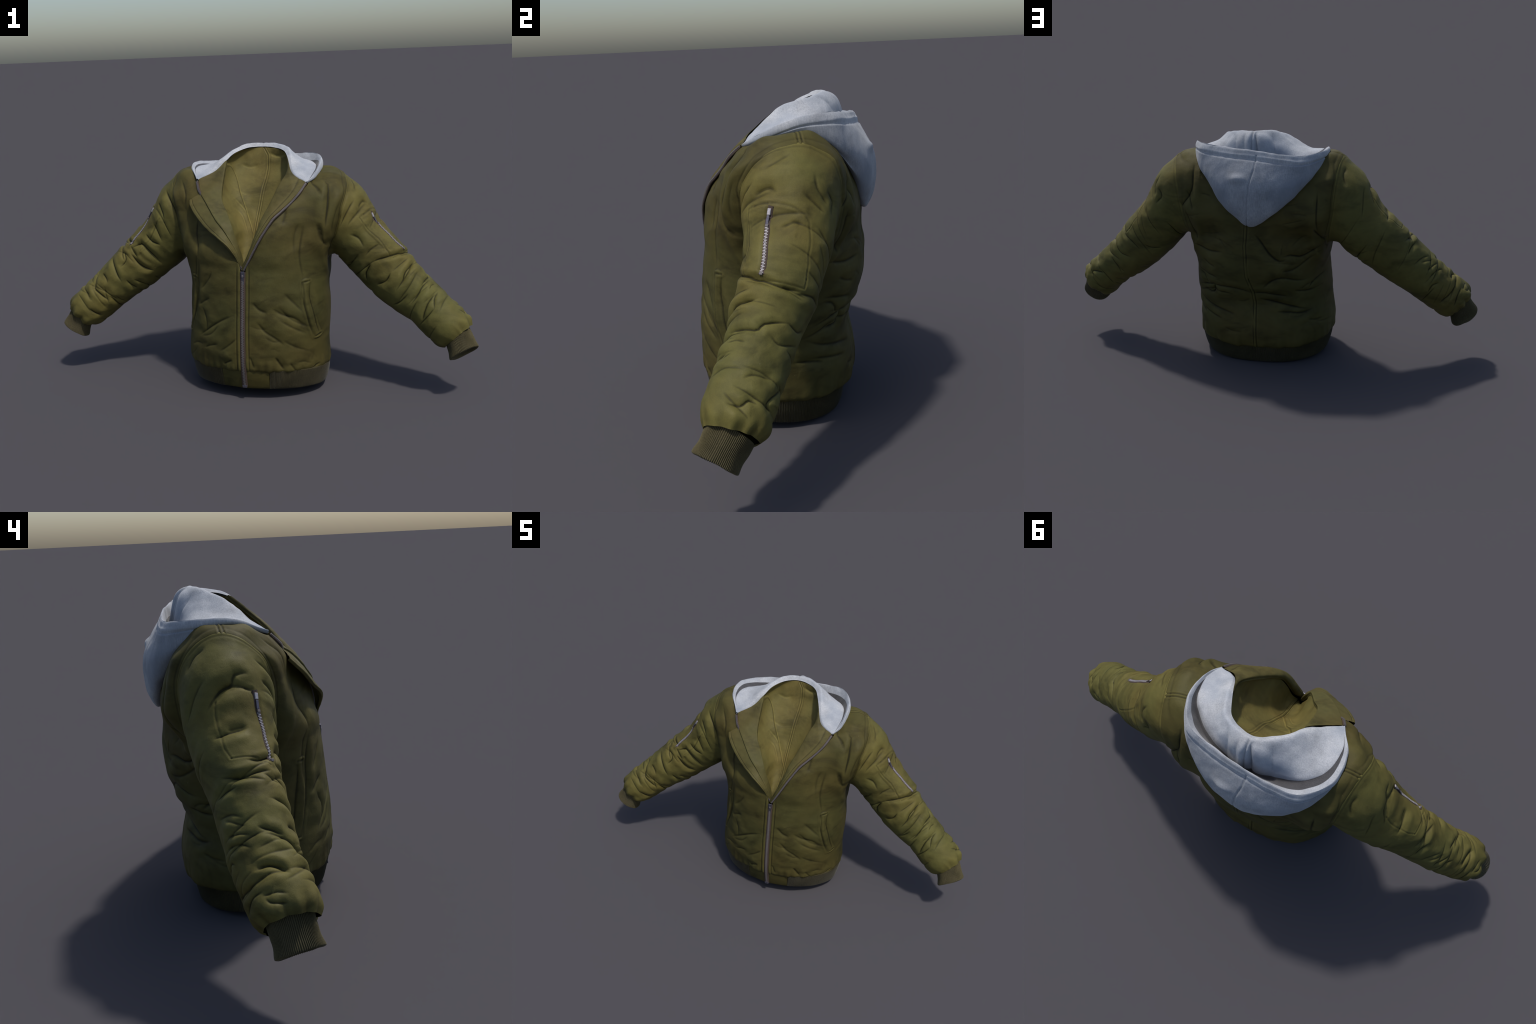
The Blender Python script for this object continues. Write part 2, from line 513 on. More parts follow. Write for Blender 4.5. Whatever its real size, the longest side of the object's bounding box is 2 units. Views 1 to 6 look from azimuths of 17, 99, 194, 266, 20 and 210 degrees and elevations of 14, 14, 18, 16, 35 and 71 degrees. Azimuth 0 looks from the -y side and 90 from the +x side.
# folds of the body, as lines in (x, z) on the front or the back: width, depth
# (polyline of x, z), half width, depth
# welt pocket outlines on the front, sewn
WELTS = [[(.285, .530), (.262, .527), (.268, .432), (.284, .346), (.304, .274), (.322, .280)], [(-.252, .530), (-.230, .527), (-.236, .432), (-.254, .346), (-.275, .274), (-.293, .280)]]
FRONT_FOLDS = [
    ([(-.034, .389), (-.092, .36), (-.163, .312), (-.217, .267)], .012, .01),
    ([(-.153, .451), (-.182, .434), (-.214, .409)], .012, .007),
    ([(-.137, .57), (-.156, .536), (-.198, .485)], .014, .007),
    ([(-.019, .285), (-.06, .25), (-.102, .22)], .012, .007),
    ([(-.115, .25), (-.151, .238), (-.185, .222)], .01, .006),
    ([(.061, .449), (.089, .42), (.121, .407)], .014, .009),
    ([(.196, .483), (.231, .441), (.26, .403)], .014, .008),
    ([(.145, .424), (.187, .395), (.232, .374), (.273, .334)], .014, .01),
    ([(.178, .37), (.219, .338), (.271, .301)], .014, .008),
    ([(.08, .366), (.114, .322), (.156, .29), (.19, .259)], .013, .009),
    ([(.194, .274), (.236, .242), (.279, .217)], .012, .006),
    ([(.153, .203), (.168, .176), (.186, .145)], .011, .01),
    ([(.32, .142), (.307, .136), (.29, .119)], .01, .009),
    ([(.233, .125), (.223, .15), (.209, .174)], .01, .007),
    ([(.044, .208), (.052, .181), (.06, .155)], .01, .007),
    ([(-.083, .164), (-.063, .176), (-.042, .187)], .01, .008),
    ([(.274, .952), (.315, .922), (.337, .893)], .01, .01),
    ([(.317, .958), (.355, .936), (.363, .872), (.361, .806), (.353, .753)], .011, .014),
    ([(.328, .771), (.342, .704), (.356, .67)], .012, .012),
    ([(.192, .847), (.191, .815), (.185, .782)], .018, .008),
    ([(.244, .777), (.231, .732), (.229, .671)], .018, .007),
    ([(-.222, .787), (-.228, .724), (-.216, .676), (-.213, .625)], .012, .01),
    ([(-.21, .604), (-.221, .524), (-.229, .434), (-.253, .336)], .009, .012),
    ([(-.326, .942), (-.292, .894), (-.291, .844)], .012, .009),
    ([(.285, .521), (.287, .462), (.3, .399), (.317, .288)], .0055, .012),
    ([(-.252, .521), (-.257, .462), (-.270, .399), (-.287, .288)], .0055, .011),
    ([(-.216, .640), (-.230, .600), (-.238, .530), (-.240, .440)], .010, .009),
    ([(-.190, .400), (-.170, .350), (-.175, .300)], .011, .006),
    ([(-.110, .330), (-.150, .290), (-.200, .270)], .011, .006),
    ([(.406, .854), (.383, .769), (.374, .713)], .012, .009),
    ([(.264, .763), (.251, .651), (.264, .547)], .012, .007),
    ([(.173, .424), (.222, .37), (.286, .325)], .012, .007),]
BACK_FOLDS = [
    ([(.303, .353), (.238, .378), (.168, .382), (.1, .378), (.038, .369), (.005, .363)], .01, .013),
    ([(.309, .319), (.223, .353), (.166, .352), (.106, .348)], .009, .009),
    ([(.005, .363), (-.052, .363), (-.096, .355), (-.146, .346)], .009, .009),
    ([(-.016, .333), (-.069, .32), (-.133, .302), (-.218, .276)], .01, .012),
    ([(-.101, .27), (-.155, .266), (-.207, .258), (-.246, .268)], .01, .011),
    ([(-.039, .392), (-.087, .43), (-.138, .443), (-.194, .426), (-.235, .426)], .012, .01),
    ([(-.018, .653), (-.051, .609), (-.084, .562), (-.124, .528), (-.155, .541)], .013, .012),
    ([(-.137, .549), (-.171, .553), (-.217, .54), (-.266, .564), (-.305, .592)], .011, .012),
    ([(-.127, .481), (-.184, .485), (-.262, .538)], .013, .008),
    ([(-.291, .422), (-.261, .409), (-.235, .38)], .012, .009),
    ([(-.182, .371), (-.228, .363), (-.259, .363)], .01, .008),
    ([(.3, .244), (.233, .228), (.171, .217)], .012, .008),
    ([(.282, .432), (.254, .42), (.235, .386)], .011, .009),
    ([(-.277, .677), (-.29, .642), (-.312, .608)], .011, .01),
    ([(-.288, .211), (-.26, .214), (-.23, .226)], .012, .006),
    ([(.246, .509), (.219, .491), (.183, .483)], .012, .006),
    ([(.262, .336), (.211, .34), (.203, .39)], .011, .013),
    ([(.323, .236), (.307, .235), (.271, .224)], .011, .008),
    ([(.308, .31), (.255, .278), (.121, .25)], .011, .008),
    ([(.304, .572), (.228, .555), (.148, .56)], .012, .009),
    ([(.283, .449), (.25, .441), (.184, .428)], .012, .008),
    ([(.278, .609), (.309, .73), (.296, .743)], .01, .008),
    ([(.275, .952), (.274, .906), (.278, .836), (.346, .739)], .01, .01),
    ([(.301, .833), (.281, .789), (.271, .751)], .012, .007),
    ([(-.294, .838), (-.293, .751), (-.291, .662)], .01, .008),]


def torso_relief(G, N, side):
    V = G.reshape(-1, 3)
    Nn = N.reshape(-1, 3)
    Q = V[:, [0, 2]]
    H = np.zeros(len(V))
    front = smooth(.08, -.03, V[:, 1])
    back = 1 - front
    for line, w, d in FRONT_FOLDS:
        H += fold(Q, line, w * .9, d * .72) * front
    for line, w, d in BACK_FOLDS:
        H += fold(Q, line, w * .9, d * .95) * back
    for line in WELTS:
        H += stitch(Q, np.array(line), .0032, .0026) * front
        H += .0035 * front * smooth(.016, .010, seg_dist(Q, (np.array(line[:2]).mean(0), (np.array(line[1]) + line[2]) / 2 + (.008 * np.sign(line[0][0]), 0), np.array(line[-2:]).mean(0)))[0])
    quiet = smooth(.0, .05, np.abs(V[:, 0] - .014)) * .7 + .3
    H += 0.0035 * noise3(V * np.array([9, 9, 16.0]) + 5) * quiet
    H += 0.0012 * noise3(V * np.array([22, 22, 34.0]) + 25) * quiet
    rng = np.random.RandomState(40 + side)
    for _ in range(20):
        # light drag lines, falling from the side towards the middle on the front, level on the back
        x0, z0, L = side * rng.uniform(.05, .30), rng.uniform(.14, .86), rng.uniform(.04, .11)
        on_back = rng.rand() < .5
        a = rng.normal(*((.05, .30) if on_back else (-.50, .18))) * side
        if not on_back and z0 > .46:
            continue
        bend = rng.uniform(-.012, .012)
        line = [(x0 - side * L * math.cos(a) / 2, z0 - side * L * math.sin(a) / 2), (x0, z0 + bend), (x0 + side * L * math.cos(a) / 2, z0 + side * L * math.sin(a) / 2)]
        H += fold(Q, line, rng.uniform(.004, .009), rng.uniform(.0010, .0032 if on_back else .0024)) * (back if on_back else front)
    # placket stitching beside the zipper
    dz = np.abs(V[:, 0] - (.009 + .009 * np.clip(V[:, 2] / .588, 0, 1)))
    low = smooth(.62, .57, V[:, 2]) * (V[:, 1] < 0)
    H += low * (-.0025 * np.exp(-((dz - .028) / .0022) ** 2) + .0025 * np.exp(-((dz - .019) / .005) ** 2) - .002 * smooth(.013, .009, dz))
    # centre back seam
    xs = np.interp(V[:, 2], [0, .30, .37, .45, .6, .75, 1.0], [.0, .0, .003, .022, .024, .012, .0])
    H += back * (V[:, 1] > .05) * (-.0028 * np.exp(-((V[:, 0] - xs) / .0025) ** 2) - .0018 * np.exp(-((V[:, 0] - xs - .013) / .0022) ** 2) + .0015 * np.exp(-((V[:, 0] - xs - .006) / .004) ** 2))
    yc, zc = ARM_C[side]
    ang = np.arctan2((V[:, 2] - zc) / .185, -(V[:, 1] - yc) / .145)
    e = arm_at(side, ang)
    off = (np.hypot((V[:, 2] - zc) / .185, (V[:, 1] - yc) / .145) - np.hypot((e[:, 2] - zc) / .185, (e[:, 1] - yc) / .145)) * .16
    arm = (side * V[:, 0] > .24)
    H += arm * (-.0015 * np.exp(-((off - .013) / .003) ** 2) + .0045 * np.exp(-(off / .012) ** 2))
    top = (V[:, 2] > .93) & arm
    ridge = [(.390, .102), (.30, .078)] if side > 0 else [(-.382, .052), (-.30, .060)]
    H += top * stitch(V[:, :2], np.array(ridge), .0028, .0018)
    H += top * stitch(V[:, :2], np.array(ridge) + np.array([0, .013]), .0028, .0018)
    # gathers above the hem
    t = np.arctan2(V[:, 1] + .06, V[:, 0])
    hz = V[:, 2] - .1 * (0.18 - V[:, 1]) * smooth(.25, .08, V[:, 2])
    g = noise3(np.stack([t * 5, V[:, 2] * 6, 0 * t], 1)) + .7 * noise3(np.stack([t * 11, V[:, 2] * 5, 0 * t + 3], 1))
    H += .009 * g * smooth(.20, .095, hz) * smooth(.0, .05, np.abs(V[:, 0] - .014))
    return (V + Nn * H[:, None]).reshape(G.shape)


halves = {s: torso_half(s) for s in (1, -1)}
torso_base = {}
parts_v, parts_f, base = [], [], 0
for s in (1, -1):
    G = halves[s]
    N = grid_normals(G) * s
    torso_base[s] = (G, N)
    G2 = torso_relief(G, N, s)
    # front edge folds under to give the cloth a thickness
    lip1 = G2[:, :1] - N[:, :1] * .004
    lip2 = G2[:, 1:2] * .3 + G2[:, 3:4] * .7 - N[:, :1] * .010
    G2 = np.concatenate([lip2, lip1, G2], 1)
    parts_v.append(G2.reshape(-1, 3))
    parts_f.append(grid_faces(*G2.shape[:2], flip=(s < 0), base=base))
    base += G2.shape[0] * G2.shape[1]
V = np.concatenate(parts_v)
F = np.concatenate(parts_f)
# weld the two halves along the centre back
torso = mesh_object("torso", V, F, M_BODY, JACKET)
import bmesh
bm = bmesh.new()
bm.from_mesh(torso.data)
seam = [v for v in bm.verts if v.co.y > .05 and abs(v.co.x) < .03]
bmesh.ops.remove_doubles(bm, verts=seam, dist=.0004)
bm.to_mesh(torso.data)
bm.free()

# ------------------------------------------------------------------ lining: a sloping funnel seen through the open collar
MID = np.array([(.017, -.248, .580), (.020, -.210, .625), (.024, -.137, .674), (.020, -.080, .750), (.024, -.030, .820), (.026, .000, .870),
                (.028, .030, .905), (.028, .070, .945), (.026, .100, .985), (.018, .118, 1.035), (-.002, .130, 1.075)])
NECK_TOP = NECK[2:9]


def lining():
    n, m = 150, 200
    FR, FL = even(spline(FOLD_R, 300), n), even(spline(FOLD_L, 300), n)
    M = even(spline(MID, 300), n)
    t = np.linspace(0, 1, m)
    ring = even(spline(NECK_TOP, 300), m) - np.array([0, 0, .004])
    rows = []
    for k in range(n):
        a, b = FR[k] + np.array([.006, .010, -.006]), FL[k] + np.array([-.006, .010, -.006])
        c = .5 * (a + b)
        bow = np.abs(np.sin(np.pi * t)) ** .75
        row = c + np.cos(np.pi * t)[:, None] * (a - b) * .5 * (1 + .25 * np.sin(np.pi * t)[:, None] ** 2) * (1 + .14 * (1 - k / (n - 1.0))) + bow[:, None] * (M[k] - c)
        w = smooth(.90, 1.0, k / (n - 1.0))
        rows.append(row * (1 - w) + ring * w)
    G = np.array(rows)
    N = grid_normals(G)
    if (N[n // 2, m // 2] @ np.array([0, -1, .4])) < 0:
        N = -N
    P = G.reshape(-1, 3)
    H = .004 * noise3(P * np.array([13, 13, 6.0])) + .002 * noise3(P * np.array([34, 34, 12.0]) + 9)
    Q = P[:, [0, 2]]
    v = np.repeat(np.linspace(0, 1, n), m)
    # a lapped panel of the wearer's right front, and the centre seam
    d = (P[:, 2] - .979) * .91 - (P[:, 0] + .12) * -1.76 * 1.0
    xs = np.interp(P[:, 2], [.6, .72, .8, .9, .98, 1.04, 1.08], [.022, .020, .022, .028, .034, .030, .004])
    H += -.004 * np.exp(-((P[:, 0] - xs) / .0022) ** 2) - .002 * np.exp(-((P[:, 0] - xs - .011) / .002) ** 2)
    lap = (P[:, 0] + .12) / .137 * .265 + (P[:, 2] - .979)          # zero along the lap edge
    H += .007 * smooth(.004, -.004, lap) * smooth(.69, .73, P[:, 2]) * (P[:, 0] < .03)
    for line, w, dp in LINING_FOLDS:
        H += fold(Q, line, w, dp)
    H *= smooth(1.0, .97, v)
    G = G + N * H.reshape(n, m)[:, :, None]
    return grid_object("lining", G, M_LINING, JACKET)


LINING_FOLDS = [([(-.10, .90), (-.04, .875), (.02, .880)], .010, .003), ([(-.09, 1.0), (-.05, .985), (-.01, .995)], .012, .005), ([(.04, 1.045), (.08, 1.035), (.12, 1.04)], .008, .008),
                ([(-.09, .86), (-.03, .80), (.0, .74)], .006, .004), ([(-.08, .82), (-.04, .78), (-.01, .72)], .005, .003)]
lining()

# ------------------------------------------------------------------ ribbed hem band
N_RIB = 330


def hem_band():
    n = 4 * N_RIB
    rows = []
    #        height share, grow
    prof = [(1.10, -.012), (1.02, .004), (.92, .006), (.75, .006), (.5, .005), (.25, .003), (.08, .001), (.0, -.002), (.02, -.008), (.2, -.014), (.6, -.016)]
    t = np.linspace(0, 2 * np.pi, n, endpoint=False)
    for h, g in prof:
        a = .303 + .012 * h + g
        f, b = .212 + .016 * h + g, .254 + .010 * h + g
        s, c = np.sin(t), np.cos(t)
        e = np.where(s < 0, 1.95, 2.4)
        x = .016 + a * np.sign(c) * np.abs(c) ** (2 / e)
        y = -.070 + np.where(s < 0, f, b) * np.sign(s) * np.abs(s) ** (2 / e)
        y = np.where(s < 0, y - .004 * np.exp(-((x - .012) / .05) ** 2), y)
        L = np.concatenate([[0], np.cumsum(np.hypot(np.diff(np.append(x, x[0])), np.diff(np.append(y, y[0]))))])
        at = np.linspace(0, L[-1], n, endpoint=False)
        x, y = np.interp(at, L, np.append(x, x[0])), np.interp(at, L, np.append(y, y[0]))
        c, s = np.cos(np.arctan2(y + .07, x - .016)), np.sin(np.arctan2(y + .07, x - .016))
        z = .001 + .105 * np.clip(.18 - y, 0, 1) + .088 * h
        # ribs are left out on the cloth panel at the zipper
        panel = smooth(.112, .104, np.abs(x - .012)) * (y < 0)
        rib = .0028 * np.cos(t * N_RIB + 1e-6) * (1 - panel) * (g > -.01)
        R = np.hypot(c, s)
        x += rib * c
        y += rib * s
        if g > -.012:
            w = .004 * noise3(np.stack([x * 14, y * 14, z * 18], 1))
            x += w * c
            y += w * s
        rows.append(np.stack([x, y, z], 1))
    return spline(np.array(rows), 30)


HB = hem_band()
nf = HB.shape[1]
x, y = HB[15, :, 0], HB[15, :, 1]
panel = (np.abs(x - .012) < .107) & (y < 0)
rib_faces, panel_faces = [], []
for f in grid_faces(*HB.shape[:2], closed=True):
    (panel_faces if panel[f[0] % nf] and panel[f[1] % nf] else rib_faces).append(f)


def subset(name, V, faces, mat, parent):
    faces = np.array(faces)
    used, inv = np.unique(faces, return_inverse=True)
    return mesh_object(name, V[used], inv.reshape(faces.shape), mat, parent)


HV = HB.reshape(-1, 3)
inner_ring = HB[-1, ::8]
mid = inner_ring.mean(0)
grid_object("hem_lining", np.array([mid + (inner_ring - mid) * k + np.array([0, 0, .02 * (1 - k)]) for k in (.02, .3, .6, .9, 1.0)]), M_LINING, JACKET, closed=True)
hem = subset("ribbed_hem", HV, rib_faces, M_RIB, JACKET)
subset("hem_panel", HV, panel_faces, M_BODY, JACKET)

# ------------------------------------------------------------------ sleeves
#          cx    cy     cz    half height, half depth, axis tilt (degrees below horizontal)
SLEEVE_R = [(.415, .066, .748, .160, .145, 20), (.463, .068, .676, .126, .135, 40), (.525, .060, .608, .125, .121, 46), (.588, .045, .545, .122, .115, 45), (.650, .022, .484, .114, .107, 42),
            (.713, .010, .434, .105, .097, 38), (.775, -.004, .390, .097, .097, 39), (.838, -.024, .335, .095, .098, 42), (.888, -.034, .290, .092, .095, 42), (.912, -.042, .268, .070, .076, 46)]
SLEEVE_L = [(-.412, .052, .735, .165, .142, 20), (-.463, .046, .657, .134, .131, 38), (-.525, .039, .599, .128, .119, 43), (-.588, .022, .542, .120, .108, 41), (-.650, .010, .490, .115, .105, 40),
            (-.713, -.001, .439, .106, .102, 40), (-.775, -.016, .384, .098, .100, 41), (-.838, -.039, .328, .097, .099, 40), (-.884, -.054, .292, .092, .096, 42), (-.905, -.062, .272, .070, .076, 46)]
CUFF_R = [(.905, -.040, .275, .060, .068, 46), (.918, -.052, .255, .060, .066, 50), (.930, -.066, .232, .061, .063, 54), (.940, -.078, .210, .067, .066, 56)]
CUFF_L = [(-.895, -.060, .280, .060, .066, 44), (-.908, -.066, .258, .060, .064, 48), (-.920, -.072, .232, .061, .064, 54), (-.930, -.078, .208, .067, .069, 58)]
N_TH = 260


def arm_ring(row, side, lean, n=N_TH, sq=2.15):
    cx, cy, cz, h, d, tilt = row
    a = np.radians(tilt)
    T = np.array([side * math.cos(a), lean, -math.sin(a)])
    T /= np.linalg.norm(T)
    D = np.array([0, 1.0, 0]) - T * T[1]
    D /= np.linalg.norm(D)
    Hh = np.cross(D, T)
    Hh *= math.copysign(1, Hh[2])
    th = np.linspace(0, 2 * np.pi, n, endpoint=False)
    c, s = np.cos(th), np.sin(th)
    ex = 2 / sq
    return np.array([cx, cy, cz]) + np.outer(-d * np.sign(c) * np.abs(c) ** ex, D) + np.outer(h * np.sign(s) * np.abs(s) ** ex, Hh)


# creases of the sleeves: (share of length, degrees round the arm: 0 front, 90 top, 180 back), half width, depth
SLEEVE_FOLDS_LEFT = [
    ([(.093, 47), (.089, 23), (.081, 2)], .009, .008),
    ([(.135, 77), (.135, 45), (.124, 14)], .009, .008),
    ([(.305, 34), (.297, 14), (.301, 0)], .01, .006),
    ([(.452, 77), (.405, 31), (.375, 11), (.355, 355)], .007, .01),
    ([(.367, 353), (.39, 331), (.425, 320)], .008, .01),
    ([(.49, 11), (.502, 355), (.483, 335)], .008, .008),
    ([(.533, 77), (.544, 40), (.568, 22), (.579, 358)], .008, .011),
    ([(.672, 74), (.672, 47), (.687, 14), (.691, 353)], .008, .009),
    ([(.641, 4), (.637, 340), (.618, 319)], .008, .007),
    ([(.749, 54), (.753, 29), (.764, 9), (.799, 337)], .009, .01),
    ([(.799, 20), (.803, 356), (.803, 322)], .008, .007),
    ([(.162, 5), (.208, 13), (.259, 9)], .008, .006),
    ([(.44, 58), (.448, 81), (.459, 108), (.448, 137)], .008, .011),
    ([(.575, 18), (.544, 58), (.525, 83)], .009, .009),
    ([(.664, 40), (.656, 74), (.653, 94), (.622, 103), (.583, 137)], .008, .01),
    ([(.66, 117), (.672, 140), (.625, 175)], .01, .006),
    ([(.799, 22), (.764, 41), (.753, 63)], .008, .007),
    ([(.927, 85), (.927, 104), (.9, 115), (.903, 130)], .008, .008),
    ([(.807, 176), (.876, 149), (.9, 166)], .01, .009),
    ([(.83, 97), (.811, 110), (.803, 139)], .01, .007),
    ([(.127, 52), (.124, 72), (.135, 83)], .009, .009),
    ([(.131, 113), (.143, 131), (.147, 146)], .01, .008),
    ([(.073, 126), (.104, 133), (.116, 151)], .01, .007),
    ([(.228, 90), (.208, 104), (.212, 115)], .01, .006),
    ([(.035, 95), (.058, 81), (.073, 68)], .012, .005),
    ([(.127, 198), (.131, 225), (.212, 274)], .009, .007),
    ([(.452, 140), (.429, 166), (.425, 189)], .008, .007),
    ([(.382, 189), (.371, 207), (.344, 223)], .008, .006),
    ([(.583, 140), (.579, 166), (.544, 185)], .008, .006),
    ([(.085, 148), (.081, 164), (.124, 162)], .009, .008),]
SLEEVE_FOLDS_RIGHT = [
    ([(.058, 54), (.039, 34), (.015, 13), (.0, 353)], .009, .011),
    ([(.12, 45), (.108, 22), (.112, 11)], .009, .009),
    ([(.189, 27), (.193, 9), (.201, 356)], .008, .007),
    ([(.263, 27), (.259, 9), (.232, 355)], .008, .009),
    ([(.402, 32), (.328, 22), (.32, 2), (.317, 340), (.324, 324)], .009, .012),
    ([(.44, 22), (.444, 0), (.432, 342), (.405, 324)], .009, .012),
    ([(.479, 43), (.498, 22), (.544, 18)], .008, .008),
    ([(.575, 63), (.587, 32), (.602, 7), (.606, 351)], .008, .011),
    ([(.741, 49), (.776, 29), (.768, 5), (.757, 337)], .008, .011),
    ([(.68, 43), (.676, 23), (.683, 11)], .008, .007),
    ([(.884, 353), (.873, 329), (.857, 310)], .009, .008),
    ([(.737, 347), (.73, 328), (.749, 270)], .008, .008),
    ([(.575, 346), (.575, 329), (.568, 311)], .009, .008),
    ([(.174, 112), (.162, 101), (.154, 90), (.154, 77), (.166, 59)], .01, .011),
    ([(.467, 119), (.479, 92), (.502, 70)], .008, .009),
    ([(.471, 67), (.494, 49), (.506, 25)], .008, .007),
    ([(.506, 149), (.502, 128), (.51, 110)], .008, .008),
    ([(.822, 119), (.822, 94), (.849, 74)], .009, .01),
    ([(.853, 191), (.865, 155), (.861, 126)], .01, .01),
    ([(.915, 122), (.919, 101), (.931, 88)], .008, .006),
    ([(.707, 90), (.718, 70), (.764, 31)], .008, .008),
    ([(.695, 157), (.71, 130), (.737, 113)], .008, .007),
    ([(.575, 157), (.595, 130), (.625, 113)], .009, .006),
    ([(.278, 99), (.27, 88), (.266, 76)], .01, .006),
    ([(.12, 65), (.127, 83), (.151, 88), (.162, 101), (.197, 119)], .009, .01),
    ([(.382, 40), (.413, 67), (.413, 85)], .007, .01),
    ([(.459, 52), (.463, 68), (.471, 101), (.448, 128)], .008, .011),
    ([(.274, 77), (.29, 103), (.297, 119)], .009, .009),
    ([(.714, 61), (.691, 83), (.676, 95)], .008, .009),
    ([(.857, 76), (.819, 97), (.815, 117)], .009, .009),
    ([(.9, 122), (.903, 146), (.927, 175)], .008, .008),
    ([(.757, 153), (.741, 169), (.749, 187)], .008, .007),
    ([(.961, 95), (.946, 115), (.927, 122)], .008, .008),
    ([(.695, 108), (.676, 126), (.66, 149)], .008, .007),
    ([(.124, 117), (.135, 131), (.174, 157)], .01, .006),
    ([(.035, 113), (.031, 128), (.05, 142)], .01, .007),]
SLEEVE_FOLDS = {1: SLEEVE_FOLDS_LEFT, -1: SLEEVE_FOLDS_RIGHT}
# stitched pocket outlines and zippers of the upper arms
POCKET_SEAMS = {1: [[(.160, 72), (.151, 40), (.215, 40), (.282, 43), (.371, 38), (.408, 36)], [(.156, 52), (.160, 74), (.164, 90), (.170, 103), (.181, 115), (.201, 122), (.274, 130), (.395, 140)],
                    [(.395, 140), (.430, 141), (.440, 121), (.448, 74), (.43, 38)]],
                -1: [[(.185, 108), (.220, 110), (.255, 110), (.305, 108), (.347, 108), (.390, 104)], [(.392, 104), (.396, 86), (.405, 68), (.430, 50)], [(.188, 108), (.166, 95), (.160, 80), (.156, 62)],
                     [(.135, 20), (.185, 22), (.232, 16), (.290, 14), (.36, 12)]]}
ARM_ZIP = {1: [(.166, 76), (.193, 73), (.232, 72), (.309, 73), (.425, 78)], -1: [(.158, 59), (.193, 58), (.220, 56), (.274, 50), (.344, 46), (.405, 45)]}



def sleeve_grid(side):
    rows = SLEEVE_R if side > 0 else SLEEVE_L
    th = np.linspace(0, 2 * np.pi, N_TH, endpoint=False)
    seam = arm_at(side, th)
    c = seam.mean(0)
    out = seam + np.array([side * .001, 0, 0])
    inner = c + (seam - c) * .97 + np.array([-side * .012, 0, 0])
    rings = [out] + [arm_ring(r, side, -.18 if k > 2 else -.06) for k, r in enumerate(rows)]
    G = spline(np.array(rings), 330)
    G = even_rows(G)
    first = G[0].copy()
    for k in range(3):
        G = blur_rows(G, 2, True)
    G[0] = first
    return np.concatenate([inner[None], G[:-1]])


def arm_fold(line, lin, th, w, d, lip=.28, hard=False):
    """A crease in arm coordinates, wrapped round the sleeve."""
    L = np.array(line, float)
    L[:, 1] = np.degrees(np.unwrap(np.radians(L[:, 1])))
    P = np.stack([L[:, 0] * .80, np.radians(L[:, 1]) * .115], 1)
    H = 0
    for off in (-360, 0, 360):
        Q = np.stack([lin * .80, np.radians(th + off) * .115], 1)
        H = H + (stitch(Q, P, w, d) if hard else fold(Q, P, w, d, lip))
    return H


def sleeve_relief(G, side):
    N = grid_normals(G, True) * (-side)
    r, c = G.shape[:2]
    V, Nn = G.reshape(-1, 3), N.reshape(-1, 3)
    th = np.tile(np.linspace(0, 360, c, endpoint=False), r)
    lin = np.repeat(np.arange(r) / (r - 1.0), c)
    rad = .115
    H = np.zeros(len(V))
    Lm = 0.80
    for line, w, d in SLEEVE_FOLDS[side]:
        H += arm_fold(line, lin, th, w * .95, d * .95)
    for line in POCKET_SEAMS[side]:
        H += arm_fold(line, lin, th, .0026, .0012, .5, True)
    # pocket welt beside the zipper stands proud
    Z = np.array(ARM_ZIP[side], float)
    zt = np.interp(lin, Z[:, 0], Z[:, 1])
    span = smooth(Z[0, 0] - .005, Z[0, 0] + .012, lin) * smooth(Z[-1, 0] + .005, Z[-1, 0] - .012, lin)
    H += span * .0022 * smooth(zt - 3, zt - 8, th) * smooth(zt - 38, zt - 34, th)
    H -= span * .002 * np.exp(-((th - zt) / 4.0) ** 2)
    # armhole seam allowance
    H += .0045 * np.exp(-(lin / .022) ** 2) - .0012 * np.exp(-((lin - .012) / .004) ** 2)
    # soft quilting folds across the arm
    ax, ay = np.cos(np.radians(th)), np.sin(np.radians(th))
    body = smooth(.10, .25, lin)
    H += .0045 * body * noise3(np.stack([lin * 11, ax * 1.6 + 3 * side, ay * 1.6 + lin * 3], 1))
    H += .0018 * noise3(np.stack([lin * 26, ax * 2.6, ay * 2.6 + 7 * side], 1)) * body
    H += .0008 * noise3(V * 38)
    rng = np.random.RandomState(12 + side)
    for _ in range(38):
        # many small slanting tucks, thickest round the elbow and towards the cuff
        l0 = float(np.clip(rng.choice([rng.normal(.50, .10), rng.uniform(.10, .92), rng.normal(.80, .08)]), .06, .93))
        t0, span, tilt = rng.uniform(0, 360), rng.uniform(30, 90), rng.normal(.008, .014)
        line = [(l0 - tilt, t0 - span / 2), (l0 + rng.uniform(-.008, .008), t0), (l0 + tilt, t0 + span / 2)]
        H += arm_fold(line, lin, th, rng.uniform(.0055, .0105), rng.uniform(.0022, .0055))
    # puffed, gathered end
    g = noise3(np.stack([ax * 2.6, ay * 2.6, lin * 5 + side], 1))
    H += .016 * g * smooth(.90, .99, lin)
    return (V + Nn * H[:, None]).reshape(G.shape), N


